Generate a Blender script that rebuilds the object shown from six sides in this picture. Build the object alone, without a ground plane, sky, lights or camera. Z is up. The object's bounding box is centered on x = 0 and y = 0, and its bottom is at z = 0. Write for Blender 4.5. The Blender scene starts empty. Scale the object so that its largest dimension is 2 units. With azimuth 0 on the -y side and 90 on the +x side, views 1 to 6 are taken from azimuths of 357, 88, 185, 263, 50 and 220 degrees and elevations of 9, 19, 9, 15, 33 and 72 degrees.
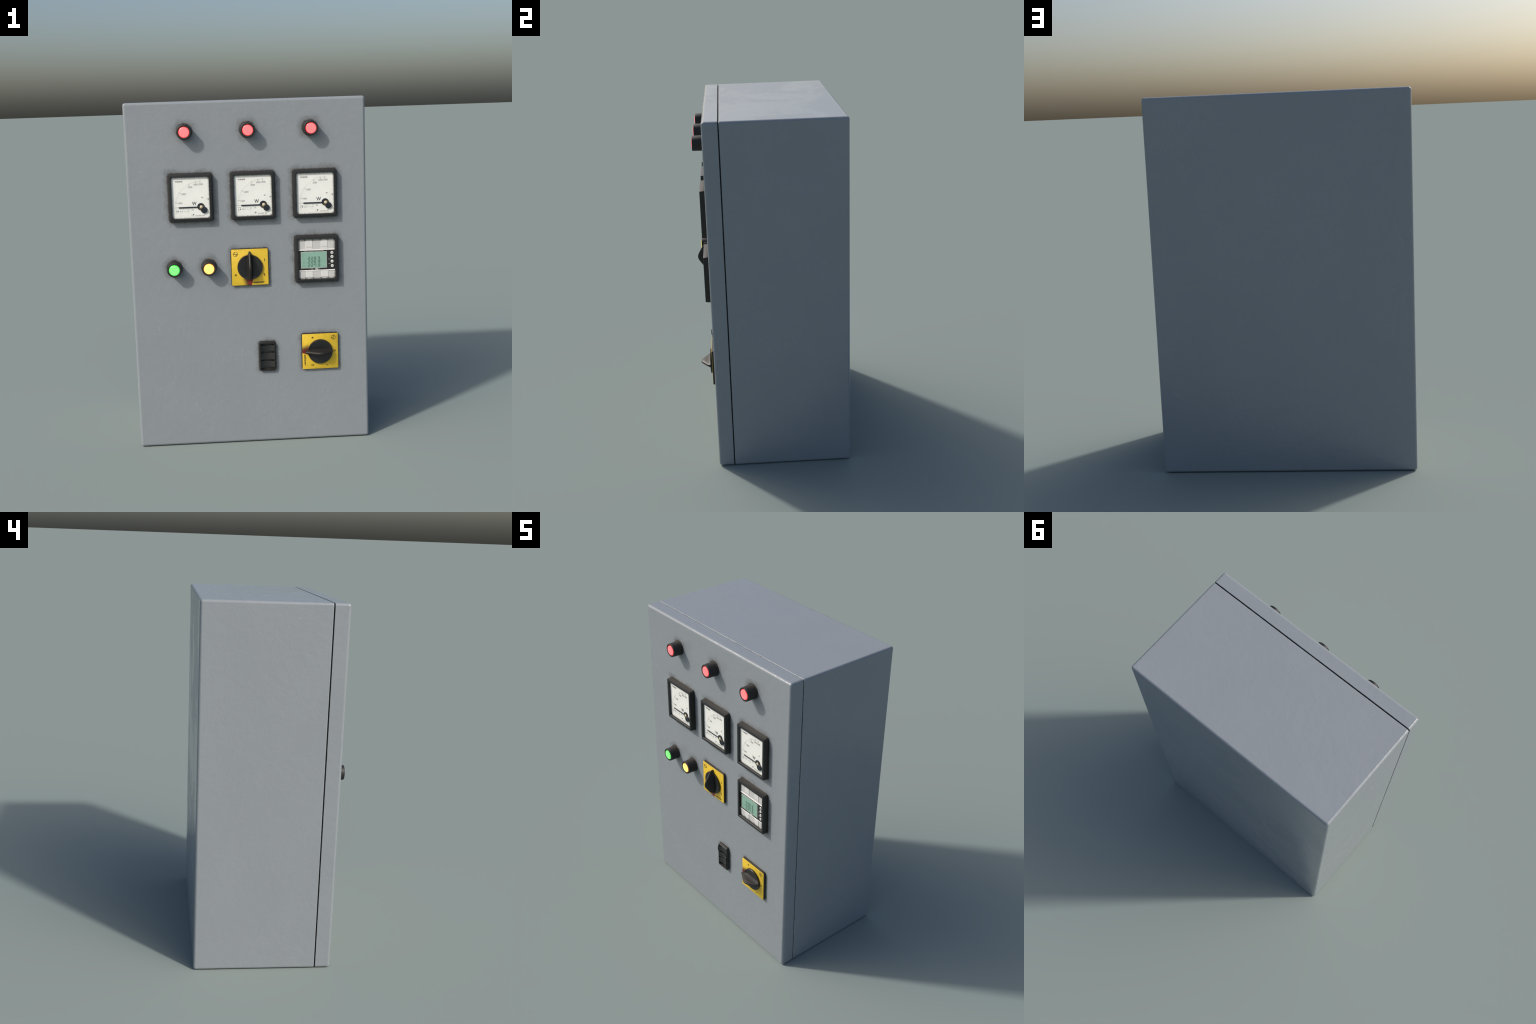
"""Grey wall-mounted electrical control cabinet: a box with a separate door that
carries five pilot lamps, three needle meters, one digital meter, two yellow
rotary switches and a small black buckle-shaped slatted fitting."""
import bpy, bmesh, math, random
from mathutils import Vector, Matrix

random.seed(7)

# ----------------------------------------------------------------- dimensions
HALF_W, HEIGHT = 0.6775, 2.0
FRONT_Y, BACK_Y = -0.3382, 0.4210        # door skin, cabinet back
SEAM_Y, SEAM = -0.2510, 0.0046            # gap between door and body
LAMP_R = 0.0415

RED_LAMPS = [(-0.3417, 1.8305), (0.0108, 1.8305), (0.3633, 1.8305)]
GREEN_LAMP, AMBER_LAMP = (-0.4299, 1.0595), (-0.2337, 1.0595)
METERS = [(-0.3212, 1.4633), (0.0311, 1.4633), (0.3833, 1.4633)]
METER_W, METER_H = 0.2430, 0.2660
DIGITAL = (0.3855, 1.0860)
SWITCHES = [(0.0, 1.053), (0.3938, 0.538)]
PLATE = 0.2095
BUCKLE, BUCKLE_W, BUCKLE_H = (0.0857, 0.5203), 0.0905, 0.1695


# ----------------------------------------------------------------- node helper
class Graph:
    def __init__(self, name):
        self.mat = bpy.data.materials.new(name)
        self.mat.use_nodes = True
        self.t = self.mat.node_tree
        self.bsdf = self.t.nodes["Principled BSDF"]
        self.coord = self.t.nodes.new("ShaderNodeTexCoord").outputs["Object"]

    def put(self, socket, value):
        if isinstance(value, bpy.types.NodeSocket):
            self.t.links.new(value, socket)
        elif socket.type == "RGBA" and len(value) == 3:
            socket.default_value = (*value, 1.0)
        else:
            socket.default_value = value

    def math(self, op, a, b=0.0, c=None, clamp=False):
        n = self.t.nodes.new("ShaderNodeMath")
        n.operation, n.use_clamp = op, clamp
        self.put(n.inputs[0], a)
        self.put(n.inputs[1], b)
        if c is not None:
            self.put(n.inputs[2], c)
        return n.outputs[0]

    def vec(self, op, a, b=(0, 0, 0), out=0):
        n = self.t.nodes.new("ShaderNodeVectorMath")
        n.operation = op
        self.put(n.inputs[0], a)
        self.put(n.inputs[1], b)
        return n.outputs[out]

    def length(self, a):
        return self.vec("LENGTH", a, out=1)

    def split(self, a):
        n = self.t.nodes.new("ShaderNodeSeparateXYZ")
        self.put(n.inputs[0], a)
        return n.outputs

    def noise(self, scale, detail=4.0, rough=0.55, vector=None, stretch=None, distortion=0.0):
        v = vector or self.coord
        if stretch:
            v = self.vec("MULTIPLY", v, stretch)
        n = self.t.nodes.new("ShaderNodeTexNoise")
        self.put(n.inputs["Vector"], v)
        n.inputs["Scale"].default_value = scale
        n.inputs["Detail"].default_value = detail
        n.inputs["Roughness"].default_value = rough
        n.inputs["Distortion"].default_value = distortion
        return n.outputs["Fac"]

    def ramp(self, v, lo, hi, a=0.0, b=1.0, smooth=True):
        n = self.t.nodes.new("ShaderNodeMapRange")
        n.interpolation_type = "SMOOTHSTEP" if smooth else "LINEAR"
        for i, x in enumerate((v, lo, hi, a, b)):
            self.put(n.inputs[i], x)
        return n.outputs[0]

    def mix(self, f, a, b, mode="MIX"):
        n = self.t.nodes.new("ShaderNodeMix")
        n.data_type, n.blend_type = "RGBA", mode
        self.put(n.inputs[0], f)
        self.put(n.inputs[6], a)
        self.put(n.inputs[7], b)
        return n.outputs[2]

    def bump(self, height, strength, distance):
        n = self.t.nodes.new("ShaderNodeBump")
        self.put(n.inputs["Height"], height)
        n.inputs["Strength"].default_value = strength
        n.inputs["Distance"].default_value = distance
        self.put(self.bsdf.inputs["Normal"], n.outputs[0])

    def finish(self, colour, rough=0.5, **extra):
        self.put(self.bsdf.inputs["Base Color"], colour)
        self.put(self.bsdf.inputs["Roughness"], rough)
        for k, v in extra.items():
            self.put(self.bsdf.inputs[k.replace("_", " ")], v)
        return self.mat


# ----------------------------------------------------------------- materials
PAINT = (0.258, 0.284, 0.306)


def paint_material(name, dark_halo):
    g = Graph(name)
    cloud = g.noise(3.2, 4, 0.5)
    fine = g.noise(48, 3, 0.5)
    col = g.mix(g.ramp(cloud, 0.2, 0.8, smooth=False), [c * 0.965 for c in PAINT], [c * 1.035 for c in PAINT])
    col = g.mix(g.ramp(fine, 0.2, 0.8, 0.0, 0.6, False), col, [c * 0.965 for c in PAINT])
    # faint pale rubbing gathered in loose patches, and a few pin-head chips
    patch = g.ramp(g.noise(3.6, 3, 0.5), 0.50, 0.72)
    rub = g.ramp(g.noise(120, 3, 0.6, stretch=(1.0, 1.0, 0.45)), 0.52, 0.78)
    col = g.mix(g.math("MULTIPLY", g.math("MULTIPLY", patch, rub), 0.35), col, (0.36, 0.385, 0.40))
    chips = g.ramp(g.noise(90, 0, 0.4), 0.85, 0.90)
    col = g.mix(g.math("MULTIPLY", chips, 0.33), col, (0.42, 0.44, 0.45))
    crack = g.math("ABSOLUTE", g.math("SUBTRACT", g.split(g.coord)[1], SEAM_Y))
    crack = g.math("ADD", crack, g.math("MULTIPLY", g.math("SUBTRACT", g.noise(30, 3, 0.6), 0.5), 0.004))
    col = g.mix(g.ramp(crack, 0.0022, 0.0042, 0.80, 0.0), col, (0.050, 0.044, 0.037))
    if dark_halo:
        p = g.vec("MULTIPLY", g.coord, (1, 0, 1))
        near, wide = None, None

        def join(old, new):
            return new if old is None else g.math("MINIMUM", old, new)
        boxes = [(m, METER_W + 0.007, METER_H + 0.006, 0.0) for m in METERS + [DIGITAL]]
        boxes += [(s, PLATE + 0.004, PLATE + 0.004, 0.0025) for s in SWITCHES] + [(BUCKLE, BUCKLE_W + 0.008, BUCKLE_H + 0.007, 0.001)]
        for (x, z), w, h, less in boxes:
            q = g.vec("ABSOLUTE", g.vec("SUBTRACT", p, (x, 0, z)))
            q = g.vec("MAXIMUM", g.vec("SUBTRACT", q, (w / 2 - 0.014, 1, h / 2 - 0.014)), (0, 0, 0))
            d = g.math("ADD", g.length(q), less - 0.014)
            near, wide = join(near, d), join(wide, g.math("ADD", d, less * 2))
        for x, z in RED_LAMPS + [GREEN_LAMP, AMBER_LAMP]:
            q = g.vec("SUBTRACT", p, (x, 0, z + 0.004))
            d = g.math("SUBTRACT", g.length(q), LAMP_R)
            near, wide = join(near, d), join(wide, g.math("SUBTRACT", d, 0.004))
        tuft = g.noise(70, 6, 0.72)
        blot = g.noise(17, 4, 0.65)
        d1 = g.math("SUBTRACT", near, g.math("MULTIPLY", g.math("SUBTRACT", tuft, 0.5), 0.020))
        inner_halo = g.ramp(d1, -0.003, 0.0105, 0.92, 0.0)
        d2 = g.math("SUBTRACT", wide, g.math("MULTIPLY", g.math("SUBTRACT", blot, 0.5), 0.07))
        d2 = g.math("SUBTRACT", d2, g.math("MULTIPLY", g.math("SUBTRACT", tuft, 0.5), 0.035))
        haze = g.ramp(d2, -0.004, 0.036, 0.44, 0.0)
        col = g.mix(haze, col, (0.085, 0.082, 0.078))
        col = g.mix(inner_halo, col, (0.036, 0.031, 0.025))
    rough = g.ramp(g.noise(2.2, 5, 0.6, stretch=(1, 1.4, 1), distortion=0.5), 0.46, 0.55, 0.16, 0.26)
    rough = g.math("ADD", rough, g.math("MULTIPLY", g.math("SUBTRACT", fine, 0.5), 0.06))
    g.bump(g.math("ADD", g.noise(22, 3, 0.5), g.math("MULTIPLY", g.noise(75, 2, 0.5), 0.45)), 0.46, 0.0030)
    return g.finish(col, rough)


def black_plastic(name, brown_reach, tint=(0.0140, 0.0152, 0.0160), rough=0.36):
    """Dark moulding; its colour turns brown on the part next to the door."""
    g = Graph(name)
    y = g.split(g.coord)[1]
    n = g.noise(60, 4, 0.6)
    edge = g.math("ADD", y, g.math("MULTIPLY", g.math("SUBTRACT", n, 0.5), 0.006))
    dust = g.ramp(edge, -brown_reach - 0.004, -brown_reach + 0.008, 0.0, 0.85)  # blend factor of the brown tone only
    col = g.mix(g.ramp(n, 0.35, 0.7), [c * 0.9 for c in tint], [c * 1.12 for c in tint])
    col = g.mix(dust, col, (0.0230, 0.0195, 0.0150))
    g.bump(g.noise(220, 2, 0.5), 0.08, 0.001)
    return g.finish(col, g.math("ADD", g.math("MULTIPLY", n, 0.12), rough - 0.06))


def plain(name, colour, rough=0.5, vary=0.06, scale=60, **extra):
    g = Graph(name)
    n = g.ramp(g.noise(scale, 4, 0.6), 0.3, 0.7)
    col = g.mix(n, [c * (1 - vary) for c in colour], [c * (1 + vary) for c in colour])
    return g.finish(col, rough, **extra)


def lens_material(name, base, centre, rim):
    g = Graph(name)
    r = g.length(g.vec("MULTIPLY", g.coord, (1, 0, 1)))
    f = g.ramp(r, 0.0268, 0.0298)
    return g.finish(g.mix(f, base, [c * 0.5 for c in base]), 0.25,
                    Emission_Color=g.mix(f, centre, rim), Emission_Strength=1.0)


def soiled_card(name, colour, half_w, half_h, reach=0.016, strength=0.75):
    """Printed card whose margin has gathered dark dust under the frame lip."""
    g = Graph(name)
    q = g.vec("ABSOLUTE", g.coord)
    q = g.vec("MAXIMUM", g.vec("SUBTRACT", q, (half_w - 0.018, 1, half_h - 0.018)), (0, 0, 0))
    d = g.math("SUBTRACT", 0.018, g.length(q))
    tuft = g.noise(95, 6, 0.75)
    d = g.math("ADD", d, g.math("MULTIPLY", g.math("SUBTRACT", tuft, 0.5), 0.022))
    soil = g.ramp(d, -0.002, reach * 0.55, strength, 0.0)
    n = g.ramp(g.noise(22, 5, 0.6), 0.3, 0.7)
    col = g.mix(n, [c * 0.97 for c in colour], [c * 1.02 for c in colour])
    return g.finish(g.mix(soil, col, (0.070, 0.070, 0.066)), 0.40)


def yellow_plate_material():
    g = Graph("yellow_plate_enamel")
    s = g.split(g.coord)
    x, z = s[0], s[2]
    base = (0.70, 0.475, 0.032)
    n = g.ramp(g.noise(45, 4, 0.6), 0.3, 0.7)
    col = g.mix(n, [c * 0.95 for c in base], [c * 1.03 for c in base])
    # warm brown smear left beside the red pointer mark
    axis = g.math("ADD", g.math("MULTIPLY", g.math("ADD", z, 0.104), -0.32), -0.0075)
    side = g.math("SUBTRACT", axis, x)
    smear = g.math("MULTIPLY", g.ramp(side, 0.002, 0.036, 0.97, 0.0), g.ramp(x, 0.008, 0.003))
    smear = g.math("MULTIPLY", smear, g.ramp(z, -0.060, -0.072))
    col = g.mix(smear, col, (0.075, 0.024, 0.012))
    # thin brown rub line round the margin and around the disc
    q = g.vec("ABSOLUTE", g.coord)
    q = g.vec("MAXIMUM", g.vec("SUBTRACT", q, (PLATE / 2 - 0.016, 1, PLATE / 2 - 0.016)), (0, 0, 0))
    d = g.math("ABSOLUTE", g.math("SUBTRACT", g.length(q), 0.0098))
    worn = g.ramp(g.noise(13, 3, 0.6), 0.47, 0.62)
    line = g.math("MULTIPLY", g.ramp(d, 0.0004, 0.0019, 0.55, 0.0), worn)
    col = g.mix(line, col, (0.36, 0.15, 0.02))
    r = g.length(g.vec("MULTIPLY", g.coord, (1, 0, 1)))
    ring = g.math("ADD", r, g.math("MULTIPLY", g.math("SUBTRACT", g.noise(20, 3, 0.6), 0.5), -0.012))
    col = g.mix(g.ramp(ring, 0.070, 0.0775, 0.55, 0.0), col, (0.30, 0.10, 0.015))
    return g.finish(col, 0.38)


M = {
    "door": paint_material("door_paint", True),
    "body": paint_material("cabinet_paint", False),
    "seam": plain("gap_core_black", (0.012, 0.012, 0.011), 0.8),  # near-black colour of the core behind the door gap
    "frame": black_plastic("meter_frame_plastic", 0.0260, rough=0.44),
    "bezel": black_plastic("lamp_bezel_plastic", 0.034, rough=0.56),
    "back_plate": black_plastic("switch_backing_plastic", 0.030),
    "knob": black_plastic("knob_plastic", 0.016, rough=0.38),
    "grip": black_plastic("grip_plastic", 0.016, (0.0165, 0.0148, 0.0130), 0.52),
    "buckle": black_plastic("buckle_plastic", 0.0125, rough=0.5),
    "slat": black_plastic("slat_plastic", -0.01, rough=0.55),
    "red_lens": lens_material("red_lens", (0.30, 0.005, 0.005), (1.0, 0.258, 0.268), (1.0, 0.012, 0.012)),
    "green_lens": lens_material("green_lens", (0.02, 0.25, 0.02), (0.265, 0.98, 0.26), (0.004, 0.72, 0.008)),
    "amber_lens": lens_material("amber_lens", (0.30, 0.20, 0.01), (1.0, 0.98, 0.265), (1.0, 0.22, 0.015)),
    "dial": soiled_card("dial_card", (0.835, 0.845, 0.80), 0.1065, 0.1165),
    "ink": plain("grey_print", (0.20, 0.20, 0.19), 0.6),
    "pale_ink": plain("faded_print", (0.56, 0.56, 0.53), 0.6),
    "dark_ink": plain("dark_print", (0.055, 0.06, 0.065), 0.6),
    "needle": plain("needle_enamel", (0.020, 0.028, 0.034), 0.45),
    "hub": plain("hub_steel_blue", (0.016, 0.021, 0.028), 0.35),
    "brass": plain("hub_brass", (0.085, 0.062, 0.030), 0.4, 0.3, 200),
    "cream": plain("hub_cream", (0.66, 0.57, 0.38), 0.45),
    "stain": plain("card_stain", (0.40, 0.40, 0.37), 0.6, 0.25, 300),
    "yellow": yellow_plate_material(),
    "red_mark": plain("red_mark", (0.185, 0.012, 0.011), 0.45, 0.12),
    "plate_ink": plain("plate_print", (0.050, 0.028, 0.012), 0.5),
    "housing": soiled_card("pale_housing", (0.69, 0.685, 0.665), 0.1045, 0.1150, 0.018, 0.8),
    "housing_dim": soiled_card("pale_housing_recess", (0.555, 0.55, 0.53), 0.1045, 0.1150, 0.018, 0.8),  # housing colour darkened: shading of the sunk fields is in the tint
    "housing_lip": plain("pale_housing_lip", (0.80, 0.79, 0.76), 0.4),
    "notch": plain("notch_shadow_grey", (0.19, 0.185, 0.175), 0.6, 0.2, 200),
    "fascia": plain("black_fascia", (0.020, 0.020, 0.020), 0.35),
    "glass_rim": plain("display_rim", (0.46, 0.46, 0.44), 0.4),
    "lcd": plain("display_green", (0.245, 0.425, 0.335), 0.35, 0.03),
    "segment": plain("display_segment", (0.050, 0.100, 0.075), 0.5),
    "faint_segment": plain("display_faint_segment", (0.15, 0.27, 0.21), 0.5),
    "white_ink": plain("white_print", (0.50, 0.50, 0.48), 0.6),
    "button": plain("pale_button", (0.70, 0.70, 0.67), 0.4),
}


# ----------------------------------------------------------------- mesh helpers
def to_mesh(bm, name, mats, smooth=None):
    bmesh.ops.recalc_face_normals(bm, faces=bm.faces)
    me = bpy.data.meshes.new(name)
    bm.to_mesh(me)
    bm.free()
    for m in (mats if isinstance(mats, (list, tuple)) else [mats]):
        me.materials.append(m)
    if smooth is not None:
        me.polygons.foreach_set("use_smooth", [True] * len(me.polygons))
        me.set_sharp_from_angle(angle=math.radians(smooth))
    return me


def box(bm, x0, x1, y0, y1, z0, z1, mat=0, bevel=0.0, seg=2, only=None):
    r = bmesh.ops.create_cube(bm, size=1.0)
    for v in r["verts"]:
        v.co = Vector(((x0 + x1) / 2 + v.co.x * (x1 - x0), (y0 + y1) / 2 + v.co.y * (y1 - y0),
                       (z0 + z1) / 2 + v.co.z * (z1 - z0)))
    faces = {f for v in r["verts"] for f in v.link_faces}
    for f in faces:
        f.material_index = mat
    if bevel:
        edges = {e for f in faces for e in f.edges}
        if only:
            edges = [e for e in edges if only(e)]
        out = bmesh.ops.bevel(bm, geom=list(edges), offset=bevel, segments=seg, profile=0.5, affect="EDGES")
        for f in out["faces"]:
            f.material_index = mat


def lathe(bm, profile, steps=64, mat=0, centre=(0, 0)):
    """Turn (radius, y) points round the y axis; radius 0 closes the end."""
    rings = []
    for r, y in profile:
        if r == 0:
            rings.append([bm.verts.new((centre[0], y, centre[1]))])
        else:
            rings.append([bm.verts.new((centre[0] + r * math.cos(2 * math.pi * i / steps), y,
                                        centre[1] + r * math.sin(2 * math.pi * i / steps))) for i in range(steps)])
    for a, b in zip(rings, rings[1:]):
        for i in range(steps):
            j = (i + 1) % steps
            if len(a) == 1 and len(b) == 1:
                continue
            if len(a) == 1:
                f = bm.faces.new((a[0], b[j], b[i]))
            elif len(b) == 1:
                f = bm.faces.new((a[i], a[j], b[0]))
            else:
                f = bm.faces.new((a[i], a[j], b[j], b[i]))
            f.material_index = mat


def rounded_rect(w, h, r, seg=5):
    pts = []
    for cx, cz, a0 in ((w / 2 - r, h / 2 - r, 0), (-w / 2 + r, h / 2 - r, 90), (-w / 2 + r, -h / 2 + r, 180), (w / 2 - r, -h / 2 + r, 270)):
        for k in range(seg + 1):
            a = math.radians(a0 + 90 * k / seg)
            pts.append((cx + r * math.cos(a), cz + r * math.sin(a)))
    return pts


def loft(bm, sections, mat=0, closed=True, cap_first=False, cap_last=False):
    """Join equal-length rings of 3D points with quads."""
    rings = [[bm.verts.new(p) for p in s] for s in sections]
    n = len(rings[0])
    for a, b in zip(rings, rings[1:]):
        for i in range(n if closed else n - 1):
            j = (i + 1) % n
            bm.faces.new((a[i], a[j], b[j], b[i])).material_index = mat
    if cap_first:
        bm.faces.new(rings[0]).material_index = mat
    if cap_last:
        bm.faces.new(rings[-1]).material_index = mat


def slab(bm, outline, y0, y1, mat=0):
    """Extrude a closed (x, z) outline from y0 to y1."""
    loft(bm, [[(x, y0, z) for x, z in outline], [(x, y1, z) for x, z in outline]], mat, True, True, True)


def bar(bm, p, q, width, y0, y1, mat=0):
    """Straight printed stroke from p to q."""
    p, q = Vector(p), Vector(q)
    d = (q - p).normalized() * 0.5
    n = Vector((-d.y, d.x)) * width
    slab(bm, [tuple(v) for v in (p - n, p + n, q + n, q - n)], y0, y1, mat)


def ring_stroke(bm, cx, cz, r, width, y0, y1, mat=0, a0=0, a1=360, steps=40):
    full = abs(a1 - a0) >= 360
    n = steps if full else steps + 1
    secs = []
    for i in range(n):
        a = math.radians(a0 + (a1 - a0) * i / steps)
        c, s = math.cos(a), math.sin(a)
        ri, ro = r - width / 2, r + width / 2
        secs.append([(cx + ri * c, y0, cz + ri * s), (cx + ro * c, y0, cz + ro * s),
                     (cx + ro * c, y1, cz + ro * s), (cx + ri * c, y1, cz + ri * s)])
    if full:
        secs.append(secs[0])
    loft(bm, secs, mat, True, not full, not full)


def disc(bm, cx, cz, r, y0, y1, mat=0, steps=28):
    slab(bm, [(cx + r * math.cos(2 * math.pi * i / steps), cz + r * math.sin(2 * math.pi * i / steps)) for i in range(steps)], y0, y1, mat)


def words(bm, text, cx, cz, w, h, y0, y1, mat=0, turn=0.0, bold=0.0):
    """Lettering in the built-in font, fitted to a w x h box and facing -y."""
    cu = bpy.data.curves.new("lettering", "FONT")
    cu.body, cu.resolution_u, cu.extrude, cu.offset = text, 3, 0.01, bold
    ob = bpy.data.objects.new("lettering", cu)
    bpy.context.scene.collection.objects.link(ob)
    me = bpy.data.meshes.new_from_object(ob.evaluated_get(bpy.context.evaluated_depsgraph_get()))
    bpy.data.objects.remove(ob)
    bpy.data.curves.remove(cu)
    lo = [min(v.co[i] for v in me.vertices) for i in range(3)]
    hi = [max(v.co[i] for v in me.vertices) for i in range(3)]
    c, s = math.cos(turn), math.sin(turn)
    made = []
    for v in me.vertices:
        x = ((v.co.x - lo[0]) / (hi[0] - lo[0]) - 0.5) * w
        z = ((v.co.y - lo[1]) / (hi[1] - lo[1]) - 0.5) * h
        t = (v.co.z - lo[2]) / (hi[2] - lo[2])
        made.append(bm.verts.new((cx + c * x - s * z, y1 + (y0 - y1) * t, cz + s * x + c * z)))
    for p in me.polygons:
        try:
            bm.faces.new([made[i] for i in p.vertices]).material_index = mat
        except ValueError:
            pass
    bpy.data.meshes.remove(me)


def add(name, mesh, parent, at=(0, 0, 0), turn=0.0):
    ob = bpy.data.objects.new(name, mesh)
    bpy.context.scene.collection.objects.link(ob)
    ob.parent = parent
    ob.location = at
    ob.rotation_euler = (0, turn, 0)
    return ob


def weighted(ob):
    m = ob.modifiers.new("weighted_normals", "WEIGHTED_NORMAL")
    m.keep_sharp, m.weight = False, 100
    return ob


# ----------------------------------------------------------------- cabinet
cabinet = bpy.data.objects.new("electrical_cabinet", None)
bpy.context.scene.collection.objects.link(cabinet)
cabinet["label"] = "grey steel control cabinet with meters, lamps and yellow switches"
cabinet["category"] = "electrical cabinet"

bm = bmesh.new()
box(bm, -HALF_W, HALF_W, SEAM_Y + SEAM / 2, BACK_Y, 0.0, HEIGHT)
front_edges = [e for e in bm.edges if all(v.co.y < SEAM_Y + 0.01 for v in e.verts)]
bmesh.ops.bevel(bm, geom=[e for e in bm.edges if e not in front_edges], offset=0.0145, segments=4, profile=0.5, affect="EDGES")
front_edges = [e for e in bm.edges if all(abs(v.co.y - SEAM_Y - SEAM / 2) < 1e-5 for v in e.verts)]
bmesh.ops.bevel(bm, geom=front_edges, offset=0.0060, segments=2, profile=0.5, affect="EDGES")
body_mesh = to_mesh(bm, "enclosure", M["body"])
body_mesh.polygons.foreach_set("use_smooth", [True] * len(body_mesh.polygons))
weighted(add("enclosure", body_mesh, cabinet))

bm = bmesh.new()
box(bm, -HALF_W, HALF_W, FRONT_Y, SEAM_Y - SEAM / 2, 0.0, HEIGHT)
back_edges = [e for e in bm.edges if all(v.co.y > SEAM_Y - 0.01 for v in e.verts)]
others = [e for e in bm.edges if e not in back_edges]
bmesh.ops.bevel(bm, geom=others, offset=0.0160, segments=4, profile=0.5, affect="EDGES")
rim = [e for e in bm.edges if all(abs(v.co.y - (SEAM_Y - SEAM / 2)) < 1e-5 for v in e.verts)]
bmesh.ops.bevel(bm, geom=rim, offset=0.0022, segments=2, profile=0.5, affect="EDGES")
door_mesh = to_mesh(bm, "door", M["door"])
door_mesh.polygons.foreach_set("use_smooth", [True] * len(door_mesh.polygons))
weighted(add("door", door_mesh, cabinet))

bm = bmesh.new()
box(bm, -HALF_W + 0.008, HALF_W - 0.008, SEAM_Y - 0.004, SEAM_Y + 0.004, 0.008, HEIGHT - 0.008)
add("gap_core", to_mesh(bm, "gap_core", M["seam"]), cabinet)

# ----------------------------------------------------------------- pilot lamps
bm = bmesh.new()
lathe(bm, [(0.0, 0.002), (0.0438, 0.002), (0.0438, -0.0050), (0.0431, -0.0065), (0.0420, -0.0070), (0.0418, -0.015),
           (0.0411, -0.0592), (0.0404, -0.0612), (0.0388, -0.0623), (0.0334, -0.0625), (0.0319, -0.0619),
           (0.0311, -0.0602), (0.0309, -0.0545), (0.0, -0.0545)], 72)
bezel_mesh = to_mesh(bm, "indicator_lamp", M["bezel"], 40)
lens_profile = [(0.0305, -0.0540), (0.0305, -0.0600), (0.0297, -0.0615), (0.0278, -0.0631), (0.0236, -0.0645), (0.0180, -0.0656), (0.0090, -0.0661), (0.0, -0.0663)]


def lamp(at, material):
    bm = bmesh.new()
    lathe(bm, lens_profile, 56)
    name = "lamp_lens"
    holder = add("indicator_lamp", bezel_mesh, cabinet, (at[0], FRONT_Y, at[1]))
    add(name, to_mesh(bm, name, material, 60), holder)


for at in RED_LAMPS:
    lamp(at, M["red_lens"])
lamp(GREEN_LAMP, M["green_lens"])
lamp(AMBER_LAMP, M["amber_lens"])

# ----------------------------------------------------------------- meter frame
FACE = -0.0205      # card surface, measured from the door skin
FRAME = -0.0325     # frame front


def frame_mesh():
    bm = bmesh.new()
    W, H = METER_W, METER_H

    def sec(w, h, r, y):
        return [(x, y, z) for x, z in rounded_rect(w, h, r, 4)]
    loft(bm, [sec(W - 0.060, H - 0.060, 0.004, 0.002), sec(W + 0.0090, H + 0.0080, 0.0150, 0.002), sec(W + 0.0085, H + 0.0075, 0.0145, -0.005),
              sec(W, H, 0.006, FRAME + 0.0028), sec(W - 0.0016, H - 0.0016, 0.0055, FRAME + 0.0008),
              sec(W - 0.0052, H - 0.0052, 0.005, FRAME), sec(W - 0.0280, H - 0.0300, 0.004, FRAME),
              sec(W - 0.0300, H - 0.0320, 0.004, FRAME + 0.0012), sec(W - 0.0320, H - 0.0345, 0.004, FACE + 0.004)], 0)
    return to_mesh(bm, "meter_frame", M["frame"], 35)


frame = frame_mesh()

# ----------------------------------------------------------------- needle meter
bm = bmesh.new()
slab(bm, rounded_rect(0.2125, 0.2330, 0.010, 5), FACE, FACE + 0.006)
dial_mesh = to_mesh(bm, "dial", M["dial"])

P0, P1 = FACE - 0.0004, FACE + 0.0004      # printed relief
HUB = (0.0560, -0.0515)
bm = bmesh.new()
words(bm, "YOKINS", -0.0636, 0.0930, 0.0440, 0.0085, P0, P1, 2, bold=0.02)
SCALE = [(181.0, None), (169.5, "1000"), (145.5, "2000"), (116.5, "3000"), (100.5, "4000"), (89.6, "5000")]
CENTRES = {"1000": (-0.0600, -0.0285), "2000": (-0.0375, 0.0220), "3000": (0.0, 0.0600), "4000": (0.0315, 0.0735), "5000": (0.0603, 0.0748)}


def polar(a, r):
    return (HUB[0] + r * math.cos(math.radians(a)), HUB[1] + r * math.sin(math.radians(a)))


for k, (a, label) in enumerate(SCALE):
    bar(bm, polar(a, 0.134), polar(a, 0.147), 0.0019, P0, P1, 0)
    if label:
        words(bm, label, *CENTRES[label], 0.0245, 0.0100, P0, P1, 0)
    if k:
        prev = SCALE[k - 1][0]
        parts = 10 if k in (2, 3) else 8 if k == 4 else 5
        for i in range(1, parts):
            m = prev + (a - prev) * i / parts
            bar(bm, polar(m, 0.1385 if i * 2 != parts else 0.1350), polar(m, 0.1470), 0.0011, P0, P1, 1)
bar(bm, (-0.0930, -0.0536), (-0.0700, -0.0532), 0.0012, P0, P1, 0)
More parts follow.
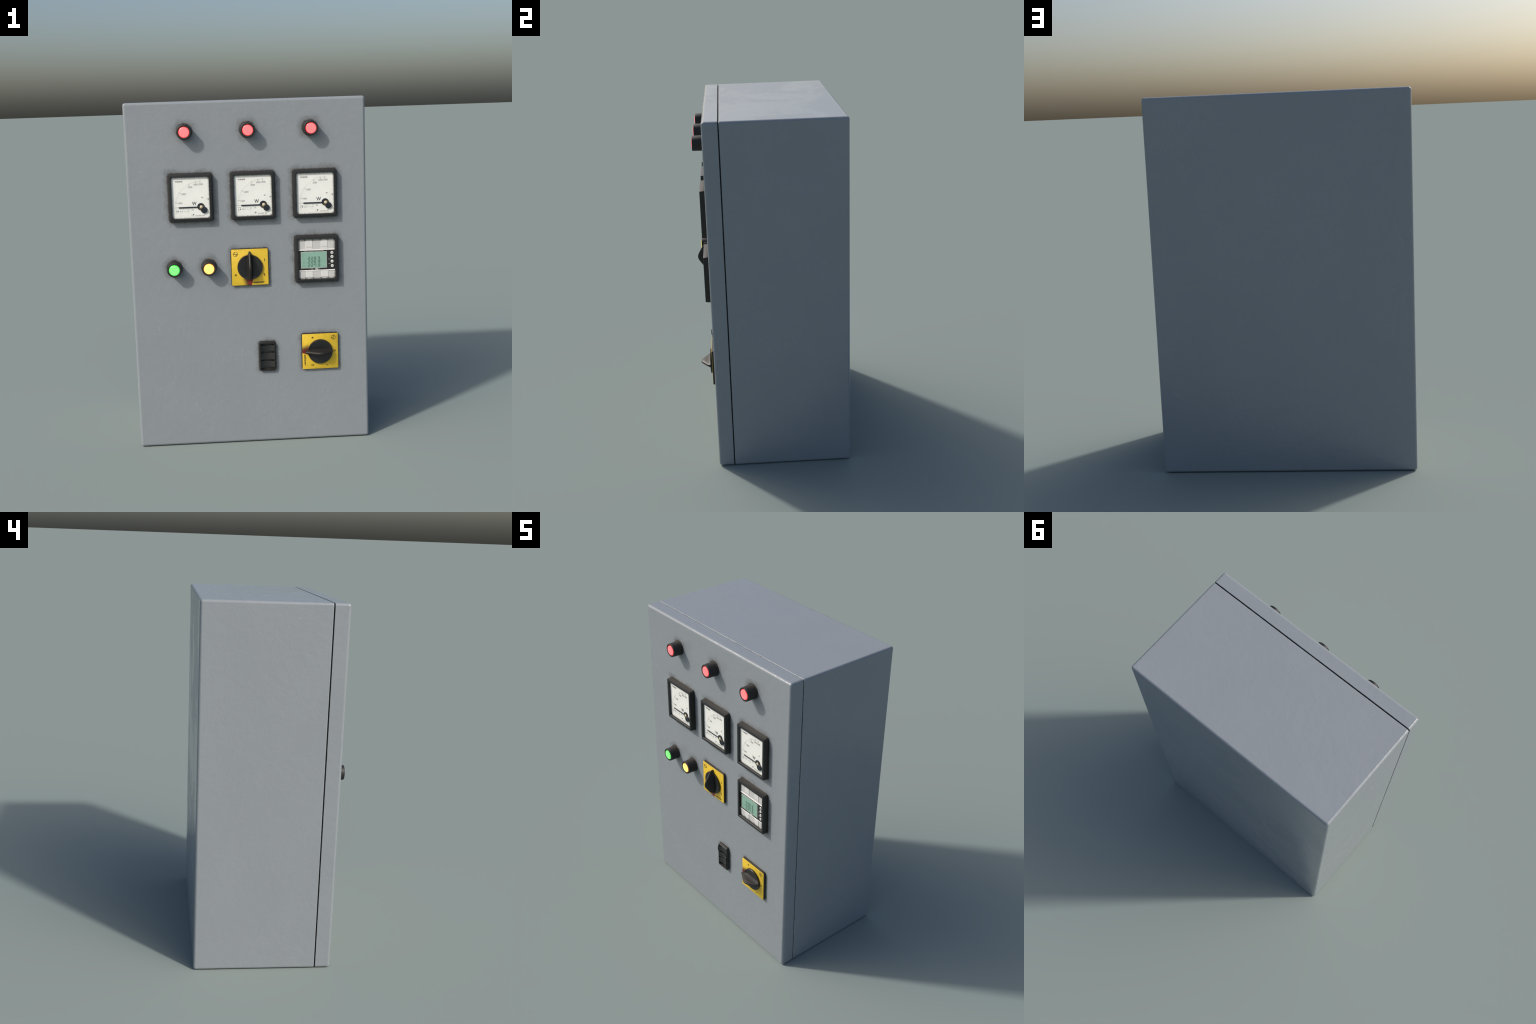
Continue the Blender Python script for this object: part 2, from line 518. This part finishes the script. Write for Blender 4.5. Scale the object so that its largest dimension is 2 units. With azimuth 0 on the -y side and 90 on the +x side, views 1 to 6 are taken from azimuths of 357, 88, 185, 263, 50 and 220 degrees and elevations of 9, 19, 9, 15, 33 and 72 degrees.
# line of small class symbols under the needle
for x, w in ((-0.0790, 0.019), (-0.0560, 0.006), (-0.0430, 0.005), (-0.0310, 0.005), (-0.0150, 0.010), (0.0080, 0.013)):
    bar(bm, (x - w / 2, -0.0655), (x + w / 2, -0.0655), 0.0017, P0, P1, 0)
bar(bm, (-0.0880, -0.0760), (-0.0800, -0.0760), 0.0012, P0, P1, 0)
bar(bm, (-0.0840, -0.0700), (-0.0840, -0.0830), 0.0014, P0, P1, 0)
bar(bm, (-0.0735, -0.0705), (-0.0735, -0.0805), 0.0022, P0, P1, 2)
bar(bm, (-0.0780, -0.0755), (-0.0690, -0.0755), 0.0022, P0, P1, 2)
ring_stroke(bm, -0.0600, -0.0755, 0.0036, 0.0013, P0, P1, 0, steps=20)
bar(bm, (-0.0520, -0.0725), (-0.0485, -0.0790), 0.0014, P0, P1, 0)
bar(bm, (-0.0485, -0.0790), (-0.0450, -0.0725), 0.0014, P0, P1, 0)
ring_stroke(bm, -0.0350, -0.0770, 0.0026, 0.0013, P0, P1, 0, 20, 160, 8)
ring_stroke(bm, -0.0298, -0.0752, 0.0026, 0.0013, P0, P1, 0, 200, 340, 8)
words(bm, "75/1", -0.0160, -0.0745, 0.012, 0.0055, P0, P1, 0)
words(bm, "5A", 0.0100, -0.0705, 0.012, 0.0045, P0, P1, 0)
words(bm, "0.5", -0.0185, -0.0835, 0.014, 0.0040, P0, P1, 1)
words(bm, "23", -0.0830, -0.0855, 0.010, 0.0035, P0, P1, 1)
words(bm, "model 96", 0.0500, -0.1015, 0.0500, 0.0080, P0, P1, 0)
disc(bm, 0.0120, -0.0955, 0.0042, P0, P1, 0, 18)
ring_stroke(bm, 0.0080, -0.0975, 0.0060, 0.0016, P0, P1, 3, 150, 330, 14)
disc(bm, 0.0640, -0.0002, 0.0040, P0, P1, 3, 14)
disc(bm, 0.0700, 0.0005, 0.0026, P0, P1, 3, 14)
ring_stroke(bm, 0.0960, -0.0108, 0.0052, 0.0018, P0, P1, 3, -80, 200, 20)
disc(bm, 0.0985, -0.0110, 0.0030, P0, P1, 0, 14)
marks_mesh = to_mesh(bm, "dial_marking", [M["ink"], M["pale_ink"], M["dark_ink"], M["stain"]])

bm = bmesh.new()
words(bm, "W", 0.0195, -0.0325, 0.0260, 0.0205, P0, P1, bold=0.018)
unit_mesh = to_mesh(bm, "unit_letter", M["dark_ink"])

bm = bmesh.new()
box(bm, -0.0690, HUB[0] - 0.010, FACE - 0.0036, FACE - 0.0012, -0.0578, -0.0502, 0, 0.0006, 1)
needle_mesh = to_mesh(bm, "needle", M["needle"])

# pivot: dark collar, brass throat, cream boss and a slotted screw below it
bm = bmesh.new()
lathe(bm, [(0.0205, FACE + 0.001), (0.0205, FACE - 0.0025), (0.0190, FACE - 0.0045), (0.0, FACE - 0.0045)], 36, 0, HUB)
slope = Vector((0.0180, -0.0190)).normalized()
side = Vector((-slope.y, slope.x))
c0, c1 = Vector(HUB), Vector((0.0735, -0.0705))
quad = [c0 + side * 0.0165 - slope * 0.002, c1 + side * 0.0155, c1 - side * 0.0155, c0 - side * 0.0165 - slope * 0.002]
slab(bm, [tuple(p) for p in quad], FACE - 0.0052, FACE + 0.001, 1)
lathe(bm, [(0.0086, FACE - 0.004), (0.0086, FACE - 0.0062), (0.0066, FACE - 0.0075), (0.0, FACE - 0.0080)], 28, 2, (HUB[0] + 0.002, HUB[1] - 0.001))
lathe(bm, [(0.0180, FACE + 0.001), (0.0180, FACE - 0.0075), (0.0160, FACE - 0.0092), (0.0, FACE - 0.0098)], 36, 0, tuple(c1))
hub_mesh = to_mesh(bm, "needle_pivot", [M["hub"], M["brass"], M["cream"]], 35)
bm = bmesh.new()
bar(bm, tuple(c1 - side * 0.0035 - slope * 0.0125), tuple(c1 - side * 0.0035 + slope * 0.0125), 0.0030, FACE - 0.0103, FACE - 0.0090)
slot_mesh = to_mesh(bm, "screw_slot", plain("slot_black", (0.004, 0.004, 0.005), 0.7))

for x, z in METERS:
    meter = add("needle_meter", frame, cabinet, (x, FRONT_Y, z))
    for name, me in (("dial", dial_mesh), ("dial_marking", marks_mesh), ("unit_letter", unit_mesh), ("needle", needle_mesh),
                     ("needle_pivot", hub_mesh), ("screw_slot", slot_mesh)):
        add(name, me, meter)

# ----------------------------------------------------------------- digital meter
digital = add("digital_meter", frame, cabinet, (DIGITAL[0] - 0.0004, FRONT_Y, DIGITAL[1]))
bm = bmesh.new()
slab(bm, rounded_rect(0.2110, 0.2320, 0.012, 5), FACE, FACE + 0.006, 0)
RIBS = (-0.106, -0.0655, -0.0232, 0.0232, 0.0640, 0.106)
for sign, near, far in ((1, 0.0530, 0.1150), (-1, -0.0660, -0.1150)):
    lo, hi = min(near, far), max(near, far)
    for k, (a, b) in enumerate(zip(RIBS, RIBS[1:])):       # alternate raised and sunk fields
        if k % 2:
            box(bm, a + 0.001, b - 0.001, FACE - 0.0022, FACE + 0.001, lo + (0.010 if sign < 0 else 0.004), hi - (0.004 if sign < 0 else 0.010), 0, 0.0008, 1)
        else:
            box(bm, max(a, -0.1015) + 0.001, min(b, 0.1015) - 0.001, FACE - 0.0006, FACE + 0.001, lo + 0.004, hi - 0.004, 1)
    box(bm, -0.1035, 0.1035, FACE - 0.0030, FACE + 0.001, near - 0.0035, near + 0.0030, 2, 0.0010, 1)
    for x in RIBS[1:-1]:                                    # half-round dark shapes, modelled as raised grey plates
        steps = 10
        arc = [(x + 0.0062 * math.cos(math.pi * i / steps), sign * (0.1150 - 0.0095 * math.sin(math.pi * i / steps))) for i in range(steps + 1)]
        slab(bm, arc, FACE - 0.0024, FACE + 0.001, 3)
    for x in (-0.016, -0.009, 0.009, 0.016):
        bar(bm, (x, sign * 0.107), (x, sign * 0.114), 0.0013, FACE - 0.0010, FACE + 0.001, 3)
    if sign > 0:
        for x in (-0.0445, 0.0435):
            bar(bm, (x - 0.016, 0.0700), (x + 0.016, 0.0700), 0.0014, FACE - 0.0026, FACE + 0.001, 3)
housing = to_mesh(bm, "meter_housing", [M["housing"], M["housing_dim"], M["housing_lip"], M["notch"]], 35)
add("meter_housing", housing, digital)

bm = bmesh.new()
box(bm, -0.1040, 0.1040, FACE - 0.0026, FACE + 0.001, -0.0635, 0.0505, 0, 0.0006, 1)
add("fascia", to_mesh(bm, "fascia", M["fascia"]), digital)
bm = bmesh.new()
Y = FACE - 0.0026
box(bm, -0.0920, 0.0575, Y - 0.0008, Y + 0.001, -0.0530, 0.0430, 0, 0.0003, 1)
box(bm, -0.0900, 0.0550, Y - 0.0012, Y + 0.001, -0.0500, 0.0415, 1)
screen = add("display_screen", to_mesh(bm, "display_screen", [M["glass_rim"], M["lcd"]]), digital)

SEGMENTS = {"2": "abged", "8": "abcdefg", "9": "abcdfg", "6": "acdefg", "7": "abcf"}
bm = bmesh.new()
S0, S1 = Y - 0.0016, Y - 0.0004
for row, text in enumerate(("228.9", "226.9", "227.9")):
    cz = 0.0050 - 0.0206 * row
    for ch, cx in zip(text, (-0.0452, -0.0280, -0.0112, 0.0, 0.0118)):
        if ch == ".":
            disc(bm, cx, cz - 0.0074, 0.0015, S0, S1, 0, 10)
            continue
        w, h, t = 0.0048, 0.0074, 0.0027
        strokes = {"a": ((-w, h), (w, h)), "g": ((-w, 0), (w, 0)), "d": ((-w, -h), (w, -h)), "f": ((-w, h), (-w, 0)),
                   "b": ((w, h), (w, 0)), "e": ((-w, 0), (-w, -h)), "c": ((w, 0), (w, -h))}
        for s in SEGMENTS[ch]:
            (px, pz), (qx, qz) = strokes[s]
            d = (Vector((qx, qz)) - Vector((px, pz))).normalized() * 0.0008
            lean = 0.08
            bar(bm, (cx + px + d.x + lean * pz, cz + pz + d.y), (cx + qx - d.x + lean * qz, cz + qz - d.y), t, S0, S1, 0)
for text, x, z, w, h in (("P", -0.0800, 0.0319, 0.0050, 0.0070), ("kW", -0.0802, 0.0199, 0.0095, 0.0050), ("L1", -0.0780, 0.0036, 0.0110, 0.0072),
                         ("L2", -0.0775, -0.0176, 0.0110, 0.0072), ("L3", -0.0768, -0.0375, 0.0120, 0.0072), ("on", -0.0610, -0.0222, 0.0090, 0.0045),
                         ("kV", 0.0290, -0.0100, 0.0110, 0.0055)):
    words(bm, text, x, z, w, h, S0, S1, 1)
add("display_digit", to_mesh(bm, "display_digit", [M["segment"], M["faint_segment"]]), digital)

bm = bmesh.new()
F0, F1 = Y - 0.0005, Y + 0.0005
words(bm, "MULTI FUNCTION METER", -0.0170, 0.0470, 0.1130, 0.0036, F0, F1, 0)
words(bm, "N 7000", -0.0330, -0.0582, 0.0190, 0.0040, F0, F1, 0)
slab(bm, [(-0.0020 + 0.0095 * math.cos(a), -0.0582 + 0.0040 * math.sin(a)) for a in [2 * math.pi * i / 20 for i in range(20)]], F0, F1, 0)
words(bm, "UP", 0.0120, -0.0582, 0.0070, 0.0040, F0, F1, 0)
words(bm, "ESC", 0.0715, -0.0030, 0.0120, 0.0040, F0, F1, 0)
words(bm, "SET", 0.0725, -0.0300, 0.0120, 0.0040, F0, F1, 0)
add("fascia_lettering", to_mesh(bm, "fascia_lettering", M["white_ink"]), digital)

SYMBOLS = ("house", "up", "down", "tie")
for (bx, bz), sym in zip(((0.0871, 0.0334), (0.0871, 0.0100), (0.0874, -0.0168), (0.0878, -0.0428)), SYMBOLS):
    bm = bmesh.new()
    lathe(bm, [(0.0088, Y + 0.001), (0.0088, Y - 0.0018), (0.0078, Y - 0.0028), (0.0, Y - 0.0031)], 28)
    G0, G1 = Y - 0.0036, Y - 0.0026
    if sym in ("up", "down"):
        k = 1 if sym == "up" else -1
        bar(bm, (-0.0036, -0.0016 * k), (0, 0.0020 * k), 0.0014, G0, G1, 1)
        bar(bm, (0, 0.0020 * k), (0.0036, -0.0016 * k), 0.0014, G0, G1, 1)
    elif sym == "house":
        ring_stroke(bm, 0, 0, 0.0034, 0.0014, G0, G1, 1, -60, 240, 16)
        bar(bm, (-0.0030, -0.0030), (0.0030, -0.0030), 0.0014, G0, G1, 1)
    else:
        bar(bm, (-0.0040, 0.0), (0.0040, 0.0), 0.0026, G0, G1, 1)
    add("push_button", to_mesh(bm, "push_button", [M["button"], M["notch"]], 40), digital, (bx, 0, bz))

# ----------------------------------------------------------------- rotary switch
PL = -0.0160        # plate front, from the door skin
bm = bmesh.new()
loft(bm, [[(x, y, z) for x, z in rounded_rect(PLATE + w, PLATE + w, r, 5)]
          for w, r, y in ((0.0065, 0.0140, 0.002), (0.0060, 0.0135, -0.003), (0.0015, 0.0080, PL + 0.0016))], 0, True, True, True)
backing_mesh = to_mesh(bm, "rotary_switch", M["back_plate"], 35)
bm = bmesh.new()
pts = [rounded_rect(PLATE, PLATE, 0.0055, 5), rounded_rect(PLATE - 0.0016, PLATE - 0.0016, 0.0050, 5)]
loft(bm, [[(x, PL + 0.0018, z) for x, z in pts[0]], [(x, PL + 0.0006, z) for x, z in pts[0]], [(x, PL, z) for x, z in pts[1]]], 0, True, True, True)
plate_mesh = to_mesh(bm, "legend_plate", M["yellow"], 35)

bm = bmesh.new()
K0, K1 = PL - 0.0004, PL + 0.0004
slab(bm, [(-0.0185, -0.0660), (0.0180, -0.0660), (0.0085, -0.1036), (-0.0068, -0.1036)], PL - 0.0003, K1, 1)
for text, x, z in (("1", 0.0846, 0.0384), ("2", 0.0814, -0.0450), ("4", -0.0838, -0.0435)):
    if text == "1":
        bar(bm, (x + 0.0012, z - 0.0074), (x + 0.0012, z + 0.0074), 0.0032, K0, K1, 0)
        bar(bm, (x - 0.0034, z + 0.0040), (x + 0.0006, z + 0.0066), 0.0028, K0, K1, 0)
    else:
        words(bm, text, x, z, 0.0115, 0.0148, K0, K1, 0, bold=0.03)
words(bm, "0", 0.0, 0.0850, 0.0115, 0.0148, K0, K1, 0, bold=0.03)
words(bm, "salzer", 0.0500, -0.0885, 0.0680, 0.0105, K0, K1, 0, bold=0.035)
ring_stroke(bm, -0.0808, 0.0776, 0.0125, 0.0021, K0, K1, 0, steps=32)
bar(bm, (-0.0925, 0.0772), (-0.0700, 0.0772), 0.0030, K0, K1, 0)
bar(bm, (-0.0725, 0.0790), (-0.0795, 0.0670), 0.0030, K0, K1, 0)
bar(bm, (-0.0860, 0.0875), (-0.0885, 0.0785), 0.0018, K0, K1, 0)
legend_mesh = to_mesh(bm, "plate_legend", [M["plate_ink"], M["red_mark"]])

DISC = PL - 0.0115
bm = bmesh.new()
RADIUS, LIP, ROOT, SCOOP = 0.0715, 0.0440, 0.0165, 0.0065
secs, rows = [], 56
for k in range(rows + 1):
    z = -RADIUS * math.cos(math.pi * k / rows) * 0.9999
    c = math.sqrt(RADIUS ** 2 - z ** 2)
    half = [(c, PL + 0.001), (c, DISC + 0.0018), (max(c - 0.0016, 0.0), DISC), (min(LIP, max(c - 0.0018, 0.0)), DISC), (min(ROOT, c * 0.9), DISC + SCOOP * min(1.0, max(0.0, (c - 0.020) / 0.030)))]
    secs.append([(-x, y, z) for x, y in half] + [(x, y, z) for x, y in reversed(half)])
loft(bm, secs, 0, True, True, True)
knob_mesh = to_mesh(bm, "knob", M["knob"], 28)

# the grip: a blade standing on the disc, its nose reaching past the rim
GRIP = [  # position along the blade, half width at foot, half width at crest, crest height above the disc
    (-0.0712, 0.0125, 0.0040, 0.0090), (-0.0690, 0.0140, 0.0048, 0.0118), (-0.0580, 0.0160, 0.0052, 0.0205),
    (-0.0450, 0.0170, 0.0054, 0.0292), (-0.0300, 0.0172, 0.0056, 0.0392), (-0.0180, 0.0172, 0.0057, 0.0466), (-0.0090, 0.0172, 0.0058, 0.0500),
    (0.0000, 0.0172, 0.0058, 0.0513), (0.0090, 0.0172, 0.0058, 0.0503), (0.0180, 0.0172, 0.0058, 0.0477), (0.0300, 0.0172, 0.0058, 0.0422),
    (0.0415, 0.0172, 0.0058, 0.0360), (0.0550, 0.0166, 0.0056, 0.0288), (0.0680, 0.0152, 0.0054, 0.0208),
    (0.0740, 0.0122, 0.0052, 0.0165), (0.0790, 0.0085, 0.0050, 0.0142), (0.0850, 0.0066, 0.0046, 0.0125), (0.0885, 0.0054, 0.0036, 0.0095), (0.0900, 0.0038, 0.0024, 0.0055)]
bm = bmesh.new()
secs = []
for s, wf, wc, h in GRIP:
    foot = DISC + 0.0105
    rise = h * 1.047
    top = DISC - rise
    sink = 0.0060
    half = [(wf, foot), (wf * 0.97, DISC + sink), (wc + (wf - wc) * 0.50, DISC - rise * 0.08), (wc + (wf - wc) * 0.20, DISC - rise * 0.45),
            (wc + (wf - wc) * 0.03, top + 0.0030), (wc * 0.72, top + 0.0008), (0.0, top)]
    ring = [(-x, y, s) for x, y in half] + [(x, y, s) for x, y in reversed(half[:-1])]
    secs.append(ring)
loft(bm, secs, 0, True, True, True)
grip_mesh = to_mesh(bm, "knob_grip", M["grip"], 50)

for (x, z), plate_turn, knob_turn in zip(SWITCHES, (0.0, math.pi / 2), (0.0, -math.pi / 2)):
    sw = add("rotary_switch", backing_mesh, cabinet, (x, FRONT_Y, z), plate_turn)
    add("legend_plate", plate_mesh, sw)
    add("plate_legend", legend_mesh, sw)
    add("knob", knob_mesh, sw)
    add("knob_grip", grip_mesh, sw, (0, 0, 0), knob_turn - plate_turn)

# ----------------------------------------------------------------- buckle fitting
bm = bmesh.new()
BF = -0.0180
W, H = BUCKLE_W, BUCKLE_H


def bsec(w, h, r, y, dz=0.0):
    return [(x, y, z + dz) for x, z in rounded_rect(w, h, r, 4)]


loft(bm, [bsec(W - 0.0122, H - 0.0150, 0.002, 0.001, -0.0005), bsec(W + 0.0090, H + 0.0080, 0.0180, 0.001), bsec(W + 0.0085, H + 0.0075, 0.0170, -0.004),
          bsec(W + 0.001, H + 0.001, 0.009, BF + 0.0018), bsec(W - 0.0020, H - 0.0020, 0.008, BF), bsec(W - 0.0110, H - 0.0130, 0.002, BF, -0.0005),
          bsec(W - 0.0117, H - 0.0137, 0.002, BF + 0.0010, -0.0005), bsec(W - 0.0122, H - 0.0150, 0.002, 0.001, -0.0005)], 0)
buckle = add("buckle_fitting", to_mesh(bm, "buckle_fitting", M["buckle"], 35), cabinet, (BUCKLE[0], FRONT_Y, BUCKLE[1]))

for (z0, z1), yaw, lift in (((0.0315, 0.0650), 0.075, 0.0026), ((-0.0190, 0.0185), -0.050, 0.0020), ((-0.0640, -0.0275), -0.050, 0.0014)):
    bm = bmesh.new()
    secs, n = [], 16
    for i in range(n + 1):
        t = i / n * 2 - 1
        x = t * (W / 2 - 0.0038)
        y = BF - lift + 0.0115 * (1 - t * t) + yaw * x - 0.0012   # hollow in the middle
        th = 0.0034
        secs.append([(x, y, z0 + 0.0006), (x, y, z1 - 0.0006), (x, y + 0.0008, z1), (x, y + th, z1), (x, y + th, z0), (x, y + 0.0008, z0)])
    loft(bm, secs, 0, True, True, True)
    add("buckle_slat", to_mesh(bm, "buckle_slat", M["slat"], 30), buckle)
